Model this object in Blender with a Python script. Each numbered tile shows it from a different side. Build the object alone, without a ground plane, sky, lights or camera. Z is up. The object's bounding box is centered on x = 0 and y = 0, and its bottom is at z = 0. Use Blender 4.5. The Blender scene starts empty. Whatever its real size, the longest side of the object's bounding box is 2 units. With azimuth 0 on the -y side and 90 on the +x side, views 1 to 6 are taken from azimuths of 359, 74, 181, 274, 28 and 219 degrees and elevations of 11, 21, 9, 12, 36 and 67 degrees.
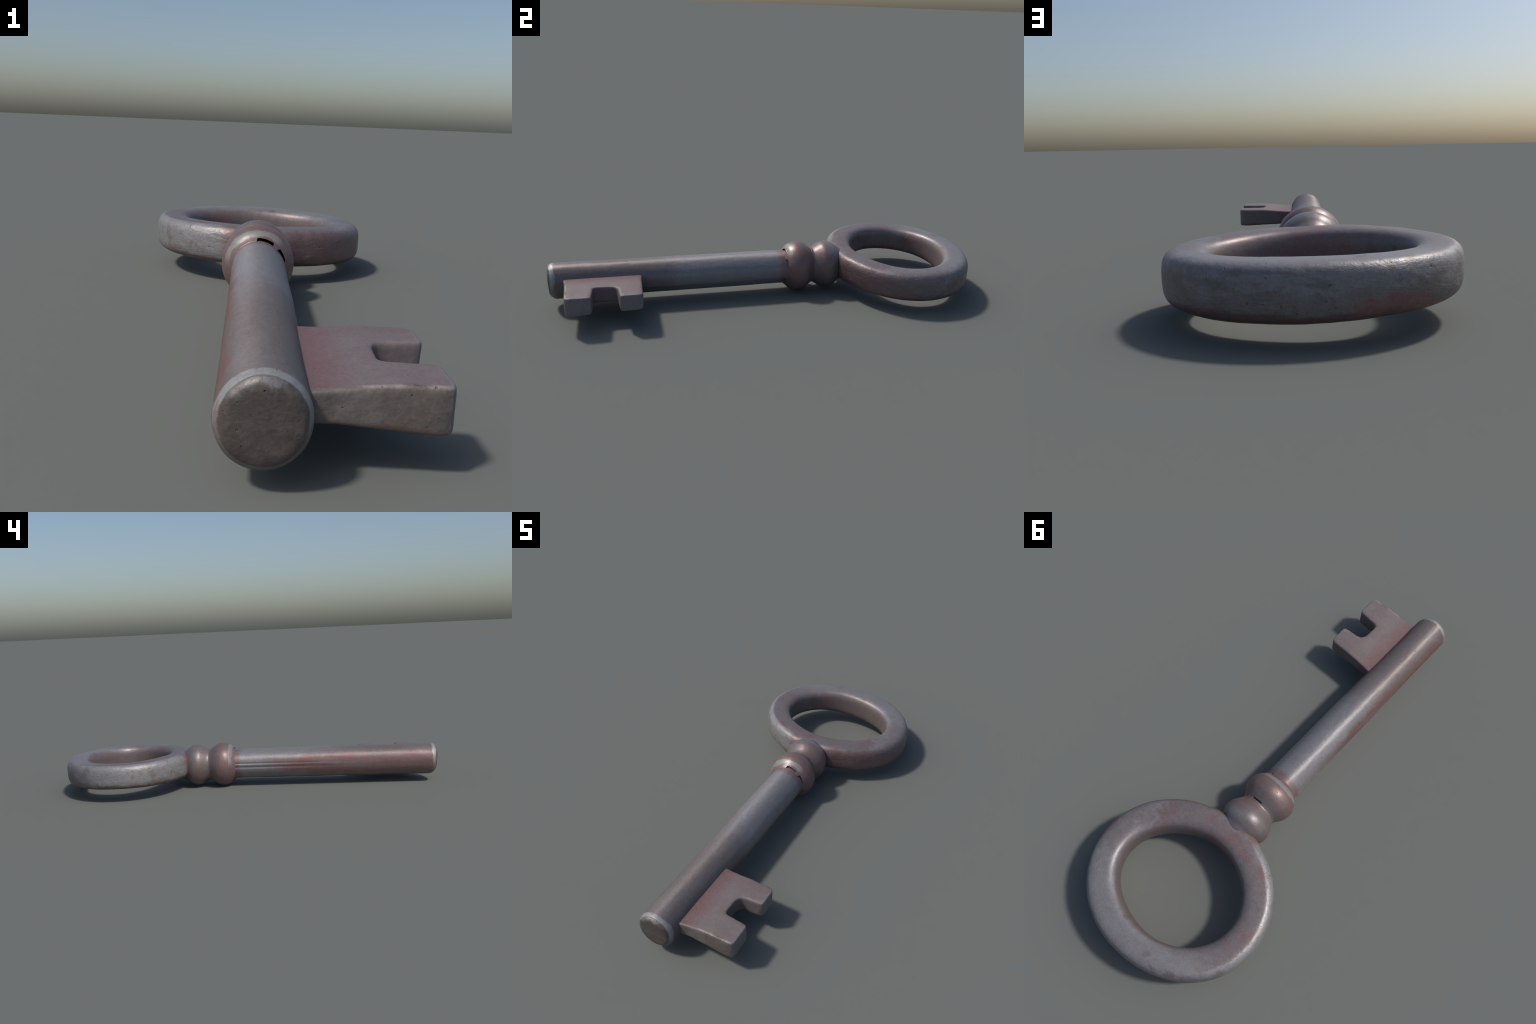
"""A worn cast-iron bow key lying flat: oval bow, double-bead collar, round shaft, notched bit."""
import bpy, bmesh, math
from mathutils import Vector, noise

# ------------------------------------------------------------------ helpers
def smoothstep(a, b, x):
    t = min(1.0, max(0.0, (x - a) / (b - a)))
    return t * t * (3 - 2 * t)

def bump1(x, c, w):
    """smooth bell of half width w round c"""
    t = abs(x - c) / w
    return 0.0 if t >= 1 else (1 - t * t) ** 2

def hermite(points, x):
    """monotone-ish cubic through hand placed (x, y) profile points"""
    n = len(points)
    if x <= points[0][0]: return points[0][1]
    if x >= points[-1][0]: return points[-1][1]
    def slope(i):
        if i == 0 or i == n - 1: return 0.0
        return (points[i + 1][1] - points[i - 1][1]) / (points[i + 1][0] - points[i - 1][0])
    for i in range(n - 1):
        x0, y0 = points[i]; x1, y1 = points[i + 1]
        if x0 <= x <= x1:
            h = x1 - x0; t = (x - x0) / h
            a, b = slope(i) * h, slope(i + 1) * h
            return ((2*t**3 - 3*t*t + 1) * y0 + (t**3 - 2*t*t + t) * a
                    + (-2*t**3 + 3*t*t) * y1 + (t**3 - t*t) * b)

def fbm(p, scale, octaves=4):
    return noise.fractal(Vector(p) * scale, 0.9, 2.1, octaves)

def new_object(name, mesh, parent):
    ob = bpy.data.objects.new(name, mesh)
    bpy.context.scene.collection.objects.link(ob)
    ob.parent = parent
    return ob

def grid_mesh(name, rows, close_rows=False, cap_start=False, cap_end=False, flip=False):
    """skin a list of closed rings of equal length"""
    m = len(rows[0]); verts = [p for r in rows for p in r]; faces = []
    nr = len(rows)
    for i in range(nr if close_rows else nr - 1):
        a, b = i * m, ((i + 1) % nr) * m
        for j in range(m):
            k = (j + 1) % m
            faces.append((a + j, a + k, b + k, b + j))
    if cap_start:
        faces.append(tuple(range(m - 1, -1, -1)))
    if cap_end:
        faces.append(tuple(range((nr - 1) * m, nr * m)))
    me = bpy.data.meshes.new(name)
    me.from_pydata(verts, [], faces)
    bm = bmesh.new(); bm.from_mesh(me)
    bmesh.ops.recalc_face_normals(bm, faces=bm.faces)
    bm.to_mesh(me); bm.free()
    for f in me.polygons: f.use_smooth = True
    return me

# ------------------------------------------------------------------ layout
TIP_Y = -0.999
def axis(y):
    """centre of the shaft: the key lies very slightly askew"""
    t = (y - TIP_Y) / 1.075
    return (-0.0195 + 0.0068 * t, 0.1160 + 0.0012 * t)

# ------------------------------------------------------------------ materials
class Nodes:
    """tiny builder for node trees"""
    def __init__(self, name):
        self.mat = bpy.data.materials.new(name); self.mat.use_nodes = True
        self.nt = self.mat.node_tree
        self.bsdf = self.nt.nodes["Principled BSDF"]
        self.co = self.add("ShaderNodeTexCoord").outputs["Object"]
        s = self.add("ShaderNodeSeparateXYZ"); self.link(self.co, s.inputs[0])
        self.x, self.y, self.z = s.outputs
    def add(self, t, **kw):
        n = self.nt.nodes.new(t)
        for k, v in kw.items(): setattr(n, k, v)
        return n
    def link(self, a, b):
        if hasattr(a, "is_linked") or hasattr(a, "links"): self.nt.links.new(a, b)
        else: b.default_value = a
    def math(self, op, a, b=0.0, clamp=False):
        n = self.add("ShaderNodeMath", operation=op, use_clamp=clamp)
        self.link(a, n.inputs[0])
        if op not in ("ABSOLUTE", "SQRT"): self.link(b, n.inputs[1])
        return n.outputs[0]
    def mul(self, a, b): return self.math("MULTIPLY", a, b)
    def plus(self, a, b): return self.math("ADD", a, b)
    def sub(self, a, b): return self.math("SUBTRACT", a, b)
    def maxi(self, a, b): return self.math("MAXIMUM", a, b)
    def ramp(self, v, a, b):
        """0 below a, 1 above b (a > b reverses), smooth"""
        n = self.add("ShaderNodeMapRange", interpolation_type="SMOOTHSTEP", clamp=True)
        self.link(v, n.inputs[0])
        if a < b: vals = (a, b, 0.0, 1.0)
        else: vals = (b, a, 1.0, 0.0)
        for i, q in enumerate(vals): n.inputs[i + 1].default_value = q
        return n.outputs[0]
    def mapped(self, scale, loc=(0, 0, 0)):
        n = self.add("ShaderNodeMapping"); self.link(self.co, n.inputs[0])
        n.inputs["Scale"].default_value = scale; n.inputs["Location"].default_value = loc
        return n.outputs[0]
    def noise(self, scale, detail=4, rough=0.55, stretch=(1, 1, 1), loc=(0, 0, 0), dist=0.0):
        n = self.add("ShaderNodeTexNoise")
        self.link(self.mapped(stretch, loc), n.inputs["Vector"])
        n.inputs["Scale"].default_value = scale; n.inputs["Detail"].default_value = detail
        n.inputs["Roughness"].default_value = rough; n.inputs["Distortion"].default_value = dist
        return n.outputs["Fac"]
    def mix(self, f, a, b):
        n = self.add("ShaderNodeMix", data_type="RGBA")
        self.link(f, n.inputs["Factor"])
        for v, s in ((a, n.inputs["A"]), (b, n.inputs["B"])):
            if isinstance(v, tuple): s.default_value = (*v, 1)
            else: self.link(v, s)
        return n.outputs["Result"]
    def bell(self, v, c, w):
        """1 at c falling to 0 at distance w"""
        return self.ramp(self.math("ABSOLUTE", self.sub(v, c)), w, 0.0)

MAUVE  = (0.168, 0.145, 0.148)
ROSE   = (0.190, 0.108, 0.104)
SLATE  = (0.213, 0.205, 0.214)
BROWN  = (0.112, 0.093, 0.083)
PALE   = (0.290, 0.288, 0.285)
DARK   = (0.040, 0.034, 0.033)

def finish(n, col, pit_strength=0.5, rough_lo=0.36, rough_hi=0.52, grain=0.35, pits=0.35, rough_mask=None, brush=0.0, layers=0.0, metal=0.30):
    """shared fine grain, pits, bump and gloss of the worn metal"""
    fine = n.noise(150, 3, 0.6)
    grit = n.noise(46, 4, 0.6, loc=(3, 1, 7))
    pit = n.ramp(n.noise(95, 2, 0.5, loc=(9, 4, 2), dist=0.2), 0.70, 0.76)
    if pits is not None: col = n.mix(n.mul(pit, pits), col, DARK)
    # tone flicker of the worn lacquer
    hsv = n.add("ShaderNodeHueSaturation"); n.link(col, hsv.inputs["Color"])
    n.link(n.plus(0.78, n.plus(n.mul(grit, 0.26), n.mul(n.ramp(fine, 0.30, 0.70), 0.18))), hsv.inputs["Value"])
    n.link(hsv.outputs[0], n.bsdf.inputs["Base Color"])
    n.link(n.plus(rough_lo, n.mul(grit, rough_hi - rough_lo)), n.bsdf.inputs["Roughness"])
    n.bsdf.inputs["Metallic"].default_value = metal
    n.bsdf.inputs["Specular IOR Level"].default_value = 0.55
    h = n.plus(n.mul(fine, grain * 0.25), n.mul(grit, grain))
    h = n.sub(h, n.mul(pit, pit_strength))
    if brush:
        # filed round and round: the gleam is drawn out along the bar
        tan = n.add("ShaderNodeTangent", direction_type="RADIAL", axis="Y")
        n.link(tan.outputs[0], n.bsdf.inputs["Tangent"])
        n.link(n.mul(n.ramp(n.y, -0.985, -0.970), 0.7), n.bsdf.inputs["Anisotropic"])
        n.bsdf.inputs["Anisotropic Rotation"].default_value = 0.25
        # fine file marks running round the bar
        marks = n.noise(1.0, 4, 0.65, stretch=(55, 70, 55), dist=0.3)
        h = n.plus(h, n.mul(marks, brush))
    if layers:
        # laminar flaking that runs level round the wall
        flake = n.ramp(n.noise(20, 6, 0.68, stretch=(1, 1, 2.6), loc=(5, 2, 6), dist=0.5), 0.35, 0.65)
        h = n.plus(h, n.mul(flake, layers))
    if rough_mask is not None: h = n.mul(h, rough_mask)
    b = n.add("ShaderNodeBump"); b.inputs["Strength"].default_value = 1.0
    b.inputs["Distance"].default_value = 0.0035
    n.link(h, b.inputs["Height"]); n.link(b.outputs[0], n.bsdf.inputs["Normal"])
    return n.mat

def patchy_base(n, loc=(0, 0, 0)):
    """mauve-grey ground with drifting slate and rose clouds"""
    big = n.noise(4.2, 4, 0.55, loc=loc)
    mid = n.noise(11, 5, 0.6, loc=(loc[0] + 5, loc[1], loc[2]))
    c = n.mix(n.ramp(big, 0.42, 0.62), MAUVE, SLATE)
    return c, big, mid

def shaft_material():
    n = Nodes("worn_shaft_metal")
    c, big, mid = patchy_base(n, (2, 0, 0))
    warp = n.mul(n.sub(mid, 0.5), 0.30)
    yy = n.plus(n.y, warp)
    # slate toward the collar, mauve-brown toward the tip
    c = n.mix(n.ramp(yy, -0.50, -0.25), c, SLATE)
    c = n.mix(n.mul(n.ramp(yy, -0.38, -0.58), 0.75), c, (0.168, 0.137, 0.130))
    # rose lacquer surviving along the flank away from the bit
    flank = n.ramp(n.plus(n.x, n.mul(n.sub(mid, 0.5), 0.05)), -0.068, -0.088)
    along = n.ramp(yy, 0.0, -0.30)
    streak = n.noise(9, 4, 0.6, stretch=(3, 0.45, 3), loc=(1, 8, 0))
    c = n.mix(n.mul(n.mul(flank, along), n.ramp(streak, 0.25, 0.60)), c, ROSE)
    c = n.mix(n.mul(n.mul(flank, along), n.ramp(streak, 0.62, 0.76)), c, (0.185, 0.105, 0.080))
    # thin dark line along the step under the bit side
    sang = n.math("ARCTAN2", n.plus(n.x, 0.0160), n.sub(n.z, 0.1168))
    c = n.mix(n.mul(n.bell(sang, 2.008, 0.030), n.ramp(n.y, -0.62, -0.58)), c, DARK)
    # rose collar shadow-line where the shaft enters the beads
    c = n.mix(n.mul(n.ramp(n.plus(n.y, n.mul(warp, 0.15)), 0.035, 0.06), 0.7), c, ROSE)
    # pale rubbed rim, then dirty brown end face
    rim_noise = n.mul(n.sub(n.noise(20, 5, 0.65), 0.5), 0.034)
    yr = n.plus(n.y, rim_noise)
    top = n.ramp(n.plus(n.z, n.mul(n.sub(mid, 0.5), 0.08)), 0.085, 0.125)
    c = n.mix(n.mul(n.ramp(yr, -0.968, -0.975), n.plus(0.10, n.mul(top, 0.82))), c, PALE)
    c = n.mix(n.mul(n.mul(n.ramp(yr, -0.976, -0.984), n.ramp(n.x, -0.080, -0.093)), 0.7), c, (0.26, 0.14, 0.155))
    face = n.ramp(n.plus(n.y, n.mul(rim_noise, 0.35)), -0.988, -0.9925)
    c = n.mix(face, c, n.mix(n.ramp(n.noise(22, 5, 0.65), 0.35, 0.7), (0.096, 0.077, 0.069), (0.135, 0.115, 0.106)))
    chip = n.mul(n.ramp(n.plus(n.z, n.mul(n.sub(mid, 0.5), 0.16)), 0.158, 0.182), n.ramp(n.noise(28, 4, 0.6, loc=(4, 4, 1)), 0.42, 0.58))
    c = n.mix(n.mul(n.mul(face, chip), 0.8), c, (0.200, 0.192, 0.188))
    return finish(n, c, rough_lo=0.45, rough_hi=0.57, grain=0.13, pits=0.12, pit_strength=0.3, brush=0.13, rough_mask=n.plus(1.0, n.mul(face, 1.8)))

def collar_material():
    n = Nodes("worn_collar_metal")
    c, big, mid = patchy_base(n, (0, 3, 1))
    c = n.mix(n.ramp(n.noise(6, 4, 0.55, loc=(4, 0, 2)), 0.42, 0.72), (0.165, 0.134, 0.130), (0.188, 0.114, 0.107))
    c = n.mix(n.mul(n.ramp(big, 0.40, 0.60), n.ramp(n.y, 0.20, 0.27)), c, MAUVE)
    c = n.mix(n.mul(n.ramp(n.plus(n.y, n.mul(n.sub(mid, 0.5), 0.12)), 0.19, 0.15), 0.55), c, (0.195, 0.118, 0.110))
    # greyer where the rear bead is rubbed near the bow, on top
    c = n.mix(n.mul(n.mul(n.bell(n.y, 0.310, 0.035), n.bell(n.x, 0.03, 0.09)), n.ramp(n.z, 0.12, 0.18)), c, SLATE)
    # chipped pale band on the front bead, over the top and down one flank
    ang = n.math("ARCTAN2", n.plus(n.x, 0.0125), n.sub(n.z, 0.1175))
    edge = n.mul(n.sub(n.noise(24, 4, 0.6), 0.5), 0.022)
    band = n.bell(n.plus(n.y, edge), 0.0985, 0.0125)
    band = n.ramp(band, 0.10, 0.22)
    arc = n.mul(n.ramp(ang, -1.65, -1.20), n.ramp(ang, 0.95, 0.55))
    c = n.mix(n.mul(n.mul(band, arc), 0.9), c, (0.255, 0.245, 0.235))
    return finish(n, c, rough_lo=0.36, rough_hi=0.50, grain=0.06, pits=0.12, pit_strength=0.2)

def bow_material():
    n = Nodes("worn_bow_metal")
    c, big, mid = patchy_base(n, (0, 0, 4))
    streak = n.noise(16, 5, 0.62, loc=(2, 2, 2), stretch=(1.0, 1.0, 1.6))
    c = n.mix(n.mul(n.ramp(streak, 0.40, 0.62), 0.6), c, MAUVE)
    # rose clouds, fewer at the far end
    clouds = n.ramp(n.noise(7.5, 5, 0.62, loc=(7, 3, 1)), 0.48, 0.66)
    c = n.mix(n.mul(clouds, n.plus(0.25, n.mul(n.ramp(n.y, 0.95, 0.55), 0.55))), c, ROSE)
    speck = n.ramp(n.noise(48, 5, 0.7, loc=(8, 8, 3)), 0.44, 0.60)
    c = n.mix(n.mul(speck, 0.40), c, (0.150, 0.116, 0.116))
    # far end rubbed to slate
    c = n.mix(n.mul(n.ramp(n.plus(n.y, n.mul(n.sub(mid, 0.5), 0.4)), 0.72, 0.92), 0.75), c, SLATE)
    # elliptical distance from the bow's middle: 1 on the outer wall, about 0.62 on the hole's wall
    ex = n.mul(n.plus(n.x, 0.001), 1 / 0.385); ey = n.mul(n.sub(n.y, 0.665), 1 / 0.336)
    rad = n.math("SQRT", n.plus(n.mul(ex, ex), n.mul(ey, ey)))
    radw = n.plus(rad, n.mul(n.sub(mid, 0.5), 0.06))
    # height above the tilted middle plane
    zl = n.plus(n.z, n.plus(n.mul(n.x, 0.026), n.mul(n.sub(n.y, 0.665), 0.0118)))
    # hole wall keeps its rose-brown coat
    c = n.mix(n.mul(n.ramp(radw, 0.70, 0.66), 0.8), c, n.mix(clouds, (0.158, 0.118, 0.113), ROSE))
    # outer wall: slate smears broken by brown patches
    wall = n.ramp(radw, 0.955, 0.985)
    patch = n.ramp(n.noise(6.5, 6, 0.66, loc=(3, 5, 9), stretch=(1, 1, 1.8), dist=0.4), 0.48, 0.58)
    c = n.mix(n.mul(n.mul(wall, patch), 0.70), c, (0.140, 0.112, 0.106))
    # outer flank on the -x side rubbed pale, stopping raggedly at the neck
    pale = n.ramp(n.plus(n.x, n.mul(n.sub(mid, 0.5), 0.06)), -0.105, -0.135)
    pale = n.mul(pale, n.ramp(n.plus(n.y, n.mul(n.sub(streak, 0.5), 0.3)), 0.90, 0.78))
    c = n.mix(n.mul(n.mul(n.ramp(radw, 0.93, 0.955), pale), 0.85), c,
              n.mix(n.ramp(n.noise(14, 5, 0.65, loc=(2, 7, 1)), 0.46, 0.70), (0.268, 0.263, 0.268), (0.190, 0.168, 0.160)))
    c = n.mix(n.mul(n.mul(wall, n.mul(n.ramp(n.x, -0.150, -0.100), n.ramp(n.x, -0.02, -0.08))), n.mul(n.ramp(n.y, 0.6, 0.4), 0.8)), c, (0.205, 0.122, 0.105))
    # lower half of the far wall browner under a ragged line, with a few surviving rose flecks
    half = n.plus(zl, n.mul(n.sub(n.noise(6, 6, 0.62, loc=(9, 2, 4)), 0.5), 0.16))
    far = n.mul(wall, n.ramp(n.y, 0.72, 0.84))
    c = n.mix(n.mul(n.mul(far, n.ramp(half, 0.135, 0.118)), 0.6), c, (0.150, 0.128, 0.122))
    fleck = n.mul(n.ramp(n.noise(5.5, 4, 0.6, loc=(6, 1, 8)), 0.57, 0.63), n.ramp(half, 0.118, 0.098))
    c = n.mix(n.mul(n.mul(wall, fleck), 0.8), c, (0.200, 0.098, 0.092))
    # rose outer wall beside the collar on the bit side
    c = n.mix(n.mul(n.mul(wall, n.mul(n.ramp(n.y, 0.62, 0.45), n.ramp(n.x, -0.02, 0.08))), 0.75), c, (0.172, 0.102, 0.100))
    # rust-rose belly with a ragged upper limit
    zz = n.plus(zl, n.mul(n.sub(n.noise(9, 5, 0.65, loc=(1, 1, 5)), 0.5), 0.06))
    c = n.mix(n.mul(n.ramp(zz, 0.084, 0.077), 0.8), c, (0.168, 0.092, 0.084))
    # brown grime islands
    c = n.mix(n.mul(n.ramp(n.noise(10, 5, 0.6, loc=(3, 9, 9)), 0.60, 0.70), 0.6), c, BROWN)
    return finish(n, c, rough_lo=0.36, rough_hi=0.54, grain=0.30, pits=0.5, pit_strength=0.4, layers=0.16,
                  rough_mask=n.plus(0.30, n.mul(n.ramp(rad, 0.90, 0.96), 0.7)))

def bit_material():
    n = Nodes("worn_bit_metal")
    c, big, mid = patchy_base(n, (6, 1, 0))
    c = n.mix(0.65, c, (0.142, 0.098, 0.093))
    xx = n.plus(n.x, n.mul(n.sub(mid, 0.5), 0.08))
    # wine red in the angle beside the shaft
    c = n.mix(n.mul(n.ramp(xx, 0.15, 0.07), 0.8), c, (0.160, 0.086, 0.088))
    # gritty brown-grey front end face
    ends = n.ramp(n.plus(n.y, n.mul(n.sub(mid, 0.5), 0.012)), -0.917, -0.923)
    c = n.mix(n.mul(ends, 0.9), c, n.mix(n.ramp(mid, 0.4, 0.65), BROWN, (0.145, 0.128, 0.117)))
    low = n.ramp(n.plus(n.z, n.mul(n.sub(n.noise(13, 5, 0.6), 0.5), 0.05)), 0.098, 0.084)
    c = n.mix(n.mul(low, 0.6), c, (0.150, 0.090, 0.084))
    # edge highlight painted as a thin pale line, top front
    c = n.mix(n.mul(n.mul(n.bell(n.y, -0.922, 0.006), n.ramp(n.z, 0.1515, 0.1545)), n.ramp(mid, 0.40, 0.55)), c, (0.27, 0.235, 0.220))
    # rubbed outer corners
    c = n.mix(n.mul(n.ramp(n.plus(n.x, n.mul(n.sub(mid, 0.5), 0.02)), 0.270, 0.276), 0.45), c, SLATE)
    return finish(n, c, metal=0.12, rough_lo=0.52, rough_hi=0.68, grain=0.26, pits=n.mul(ends, 0.5), pit_strength=0.35, rough_mask=n.plus(0.7, n.mul(ends, 1.1)))

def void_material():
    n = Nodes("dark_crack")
    n.bsdf.inputs["Base Color"].default_value = (0.004, 0.004, 0.004, 1)  # blackened so the gaps and waist crack look unlit inside
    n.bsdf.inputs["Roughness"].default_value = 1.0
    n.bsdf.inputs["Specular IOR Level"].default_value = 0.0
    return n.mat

# ------------------------------------------------------------------ parts
def build_shaft(root):
    """slim round bar, slightly oval, with a rounded tip, seam lines and a flat end face"""
    # (y, radius): end face, rounded rim, long barrel, into the collar
    prof = [(-0.9985, 0.0), (-0.9985, 0.025), (-0.9986, 0.050), (-0.9976, 0.0600), (-0.9950, 0.0650), (-0.989, 0.0705),
            (-0.980, 0.0762), (-0.968, 0.0788)]
    ys = [-0.968 + (0.105 + 0.968) * i / 170 for i in range(1, 171)]
    prof += [(y, 0.0785) for y in ys]
    m = 168; rows = []
    for y, r in prof:
        cx, cz = axis(y)
        cz += 0.004 * smoothstep(0.974, 0.998, -y)      # end face sits a little high, lower rim rubbed further
        t = (y - TIP_Y) / 1.075
        kx, kz = 0.965 + 0.02 * t, 1.040 - 0.028 * t
        ring = []
        for j in range(m):
            a = 2 * math.pi * j / m           # from the top toward +x
            deg = math.degrees(a)
            deg = deg - 360 if deg > 180 else deg
            rr = r
            if r > 0.07:
                fade = smoothstep(-0.60, -0.05, y)
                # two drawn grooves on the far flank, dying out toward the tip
                rr -= 0.0035 * fade * (bump1(deg, -96, 7) + 0.8 * bump1(deg, -81, 5))
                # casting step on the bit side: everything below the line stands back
                seam = smoothstep(-0.62, -0.55, y)
                rr += 0.0048 * seam * smoothstep(40, 85, deg) * (1 - smoothstep(113, 115.5, deg))
                rr -= 0.0012 * seam * smoothstep(113, 115.5, deg) * (1 - smoothstep(120, 150, deg))
                p = (math.sin(a) * 0.08, y * 0.35, math.cos(a) * 0.08)
                rr += 0.0010 * fbm(p, 14)
            # the end was cut a little off square
            yy = y - 0.004 * smoothstep(0.94, 0.985, -y) * rr * math.cos(a) / 0.08
            ring.append((cx + kx * rr * math.sin(a), yy, cz + kz * rr * math.cos(a)))
        rows.append(ring)
    me = grid_mesh("shaft", rows[1:], cap_start=True, cap_end=True)
    ob = new_object("shaft", me, root)
    me.materials.append(shaft_material())
    return ob

def build_collar(root):
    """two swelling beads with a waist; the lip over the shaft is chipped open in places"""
    prof = [(0.072, 0.0800), (0.084, 0.0865), (0.100, 0.1010), (0.122, 0.1125), (0.145, 0.1160), (0.168, 0.1120),
            (0.190, 0.1000), (0.206, 0.0885), (0.218, 0.0830), (0.230, 0.0870), (0.246, 0.0965), (0.266, 0.1070), (0.286, 0.1105),
            (0.306, 0.1080), (0.325, 0.0985), (0.342, 0.0860), (0.358, 0.0780), (0.380, 0.0660), (0.420, 0.0480)]
    m = 180
    n = 130
    def gap(deg):
        """how far the lip stands off the shaft"""
        g = 0.0090 * smoothstep(-6, -3, deg) * (1 - smoothstep(33, 35, deg))
        g = max(g, 0.0090 * smoothstep(46, 50, deg) * (1 - smoothstep(76, 80, deg)))
        g = max(g, 0.0030 * smoothstep(118, 121, deg) * (1 - smoothstep(136, 140, deg)))
        return g
    rows, dark = [], []
    def ring(y, r, use_gap, push=0.0, back=0.0):
        out = []
        for j in range(m):
            a = 2 * math.pi * j / m
            deg = math.degrees(a); deg = deg - 360 if deg > 180 else deg
            g = gap(deg)
            rr = r; yy = y
            if use_gap:
                if g > 0.0005: rr = 0.0785 + g + push
                else: rr = r + push
                yy = y + back + 1.2 * g + 0.002 * noise.noise(Vector((math.sin(a) * 2, math.cos(a) * 2, 0.3)))
            else:
                # narrow open crack across the waist, on top
                yc = 0.2105
                if yc - 0.009 < y < yc + 0.009:
                    w = smoothstep(-10, -7, deg) * (1 - smoothstep(20, 23, deg))
                    rr -= 0.020 * w * (1 - smoothstep(0.0012, 0.0026, abs(y - yc)))
                rr += 0.0012 * fbm((math.sin(a) * 0.11, y, math.cos(a) * 0.11), 12, 3)
                if g > 0 and y < 0.115:
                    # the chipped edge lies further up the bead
                    lip = 0.0765 + 1.2 * g
                    yy = lip + (y - 0.0765) * (0.115 - lip) / (0.115 - 0.0765)
                    rr += hermite(prof, yy) - r
            cx, cz = axis(yy); cx += 0.0005
            out.append((cx + 0.968 * rr * math.sin(a), yy, cz + 1.018 * rr * math.cos(a)))
        return out
    # hidden lining from deep inside out to the lip
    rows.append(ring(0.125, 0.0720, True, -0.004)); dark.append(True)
    rows.append(ring(0.078, 0.0750, True, -0.001)); dark.append(False)
    rows.append(ring(0.0725, 0.0765, True, 0.000)); dark.append(False)
    y0, y1 = 0.0765, 0.42
    steps = [y0 + (y1 - y0) * i / n for i in range(n + 1)]
    steps += [0.2105 + d for d in (-0.0027, -0.0022, -0.0016, -0.0011, 0.0011, 0.0016, 0.0022, 0.0027)]
    for y in sorted(steps):
        rows.append(ring(y, hermite(prof, y), False)); dark.append(False)
    me = grid_mesh("collar", rows, cap_end=True)
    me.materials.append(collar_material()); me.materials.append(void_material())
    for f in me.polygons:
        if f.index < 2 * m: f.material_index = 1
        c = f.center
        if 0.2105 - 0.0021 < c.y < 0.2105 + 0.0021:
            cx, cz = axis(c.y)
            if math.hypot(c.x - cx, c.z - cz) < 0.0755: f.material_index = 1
    return new_object("collar", me, root)

def build_bow(root):
    """flattened oval ring with a soft rounded-rectangle section, lying a touch tilted"""
    cx, cy, cz = -0.0032, 0.6650, 0.1240
    tilt_x, tilt_y = -0.0260, -0.0118
    # hand-forged oval: mean value, then cosine/sine wobble of rising order
    outer = (0.3614, -0.0011, -0.0022, 0.0245, 0.0019, 0.0007, -0.0001, -0.0005, -0.0015)
    inner = (0.2362, -0.0031, -0.0026, 0.0231, 0.0018, 0.0014, 0.0024, 0.0025, 0.0014)
    thick = (0.1336, 0.0044, 0.0029, -0.0035, 0.0015)
    def wobble(c, t):
        return c[0] + sum(c[2*k-1] * math.cos(k*t) + c[2*k] * math.sin(k*t) for k in range(1, (len(c) + 1) // 2))
    ex_side, ex_face = 2 / 3.6, 2 / 3.2
    m, s = 288, 96
    rows = []
    for i in range(m):
        th = 2 * math.pi * i / m
        ro, ri, h = wobble(outer, th), wobble(inner, th), wobble(thick, th)
        # web of metal flowing into the collar on both sides of the neck
        off = abs(th - 1.5 * math.pi)
        ro += 0.006 * bump1(off, 0.29, 0.16)
        warp = -0.0009 * math.cos(2 * th) - 0.0005 * math.sin(2 * th)
        ring = []
        for j in range(s):
            ph = 2 * math.pi * j / s
            c, q = math.cos(ph), math.sin(ph)
            r = (ro + ri) / 2 + math.copysign(abs(c) ** ex_side, c) * (ro - ri) / 2
            v = math.copysign(abs(q) ** ex_face, q) * h / 2
            x, y = r * math.cos(th), r * math.sin(th)
            d = 0.0014 * fbm((x, y, v), 6, 3)
            if c > 0: d += 0.0006 * c * fbm((x, y, v * 1.5), 40, 3)      # pitted outer wall
            r += d * c; v += d * q
            x, y = r * math.cos(th), r * math.sin(th)
            ring.append((cx + x, cy + y, cz + v + warp + tilt_x * x + tilt_y * y))
        rows.append(ring)
    me = grid_mesh("bow", rows, close_rows=True)
    me.materials.append(bow_material())
    return new_object("bow", me, root)

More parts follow.
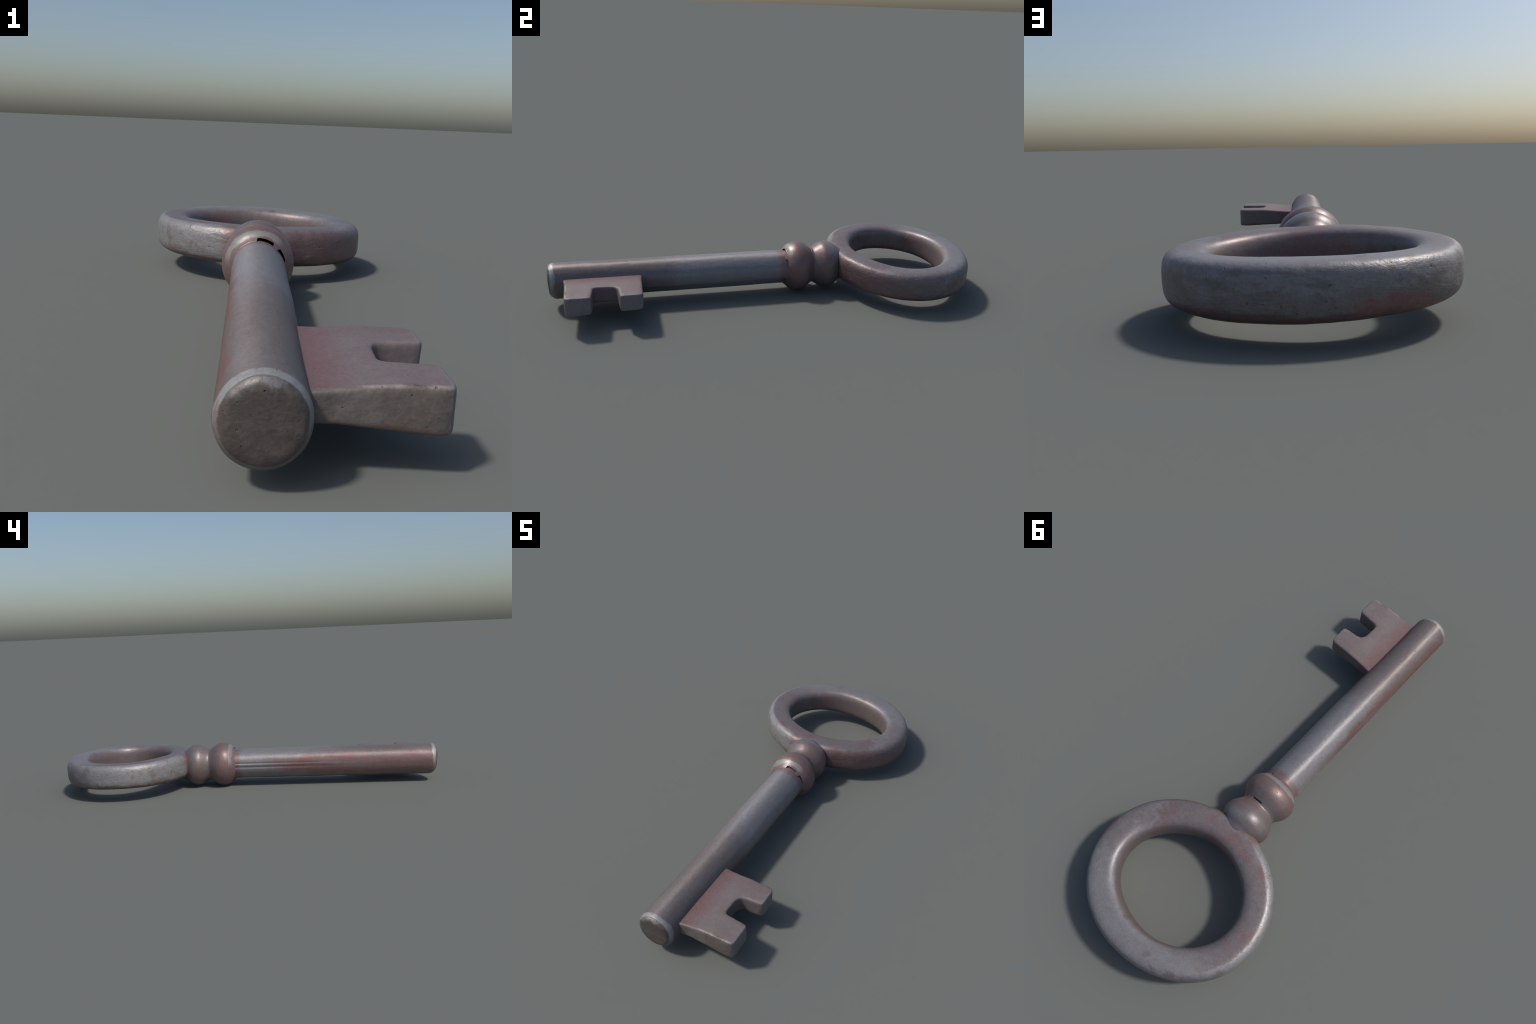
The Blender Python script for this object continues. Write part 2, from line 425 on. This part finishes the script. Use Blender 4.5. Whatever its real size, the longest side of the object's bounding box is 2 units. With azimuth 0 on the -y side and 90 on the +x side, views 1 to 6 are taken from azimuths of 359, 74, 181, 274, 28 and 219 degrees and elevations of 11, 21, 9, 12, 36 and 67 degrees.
def build_bit(root):
    """flat lug with a square notch, thinner toward the shaft, edges rubbed round"""
    def fillet(pts, radii, k=5):
        out = []; n = len(pts)
        for i, (p, r) in enumerate(zip(pts, radii)):
            p = Vector(p); a = Vector(pts[i - 1]); b = Vector(pts[(i + 1) % n])
            if r == 0: out.append(p); continue
            da, db = (a - p).normalized(), (b - p).normalized()
            p0, p1 = p + da * r, p + db * r
            for s in range(k + 1):
                t = s / k
                out.append((1 - t) ** 2 * p0 + 2 * t * (1 - t) * p + t * t * p1)
        return out
    x_out = 0.2850
    outline = fillet([(-0.005, -0.9350), (0.062, -0.9345), (0.090, -0.9285), (x_out, -0.9275), (x_out, -0.819), (0.180, -0.809), (0.184, -0.711),
                      (x_out, -0.704), (x_out, -0.6085), (0.090, -0.6000), (0.060, -0.5945), (-0.005, -0.5945)],
                     [0, 0, 0, 0.020, 0.014, 0.014, 0.028, 0.014, 0.022, 0, 0, 0])
    bm = bmesh.new()
    low = [bm.verts.new((p.x, p.y, 0.0)) for p in outline]
    f = bm.faces.new(low)
    ext = bmesh.ops.extrude_face_region(bm, geom=[f])
    bmesh.ops.translate(bm, vec=(0, 0, 0.08), verts=[v for v in ext["geom"] if isinstance(v, bmesh.types.BMVert)])
    bmesh.ops.recalc_face_normals(bm, faces=bm.faces)
    bmesh.ops.triangulate(bm, faces=bm.faces)
    me = bpy.data.meshes.new("bit"); bm.to_mesh(me); bm.free()
    ob = new_object("bit", me, root)
    mod = ob.modifiers.new("remesh", "REMESH"); mod.mode = "VOXEL"; mod.voxel_size = 0.0036
    sm = ob.modifiers.new("smooth", "SMOOTH"); sm.iterations = 36; sm.factor = 0.5
    dg = bpy.context.evaluated_depsgraph_get()
    me2 = bpy.data.meshes.new_from_object(ob.evaluated_get(dg))
    ob.modifiers.clear(); ob.data = me2; me2.name = "bit"
    for v in me2.vertices:
        x, y, z = v.co
        s = smoothstep(0.04, 0.20, x)
        front = (y + 0.765) / 0.165                     # -1 at the tip side, +1 toward the bow
        root = min(1.0, max(0.0, (x - 0.05) / 0.19))
        top = 0.1475 + 0.0100 * s - 0.0012 * s * front
        bot = 0.0935 - (0.0135 - 0.0050 * front) * root
        zz = bot + (top - bot) * z / 0.08
        d = 0.0011 * fbm((x, y, z), 26, 4)
        v.co = (x + d * 0.6, y - d, zz + d * 0.5)
    me2.materials.clear(); me2.materials.append(bit_material())
    for f in me2.polygons: f.use_smooth = True
    return ob

# ------------------------------------------------------------------ assemble
root = bpy.data.objects.new("antique_key", None)
bpy.context.scene.collection.objects.link(root)
root.empty_display_size = 0.2
root["label"] = "old worn metal key with oval bow and notched bit"
root["category"] = "key"
build_shaft(root)
build_collar(root)
build_bow(root)
build_bit(root)
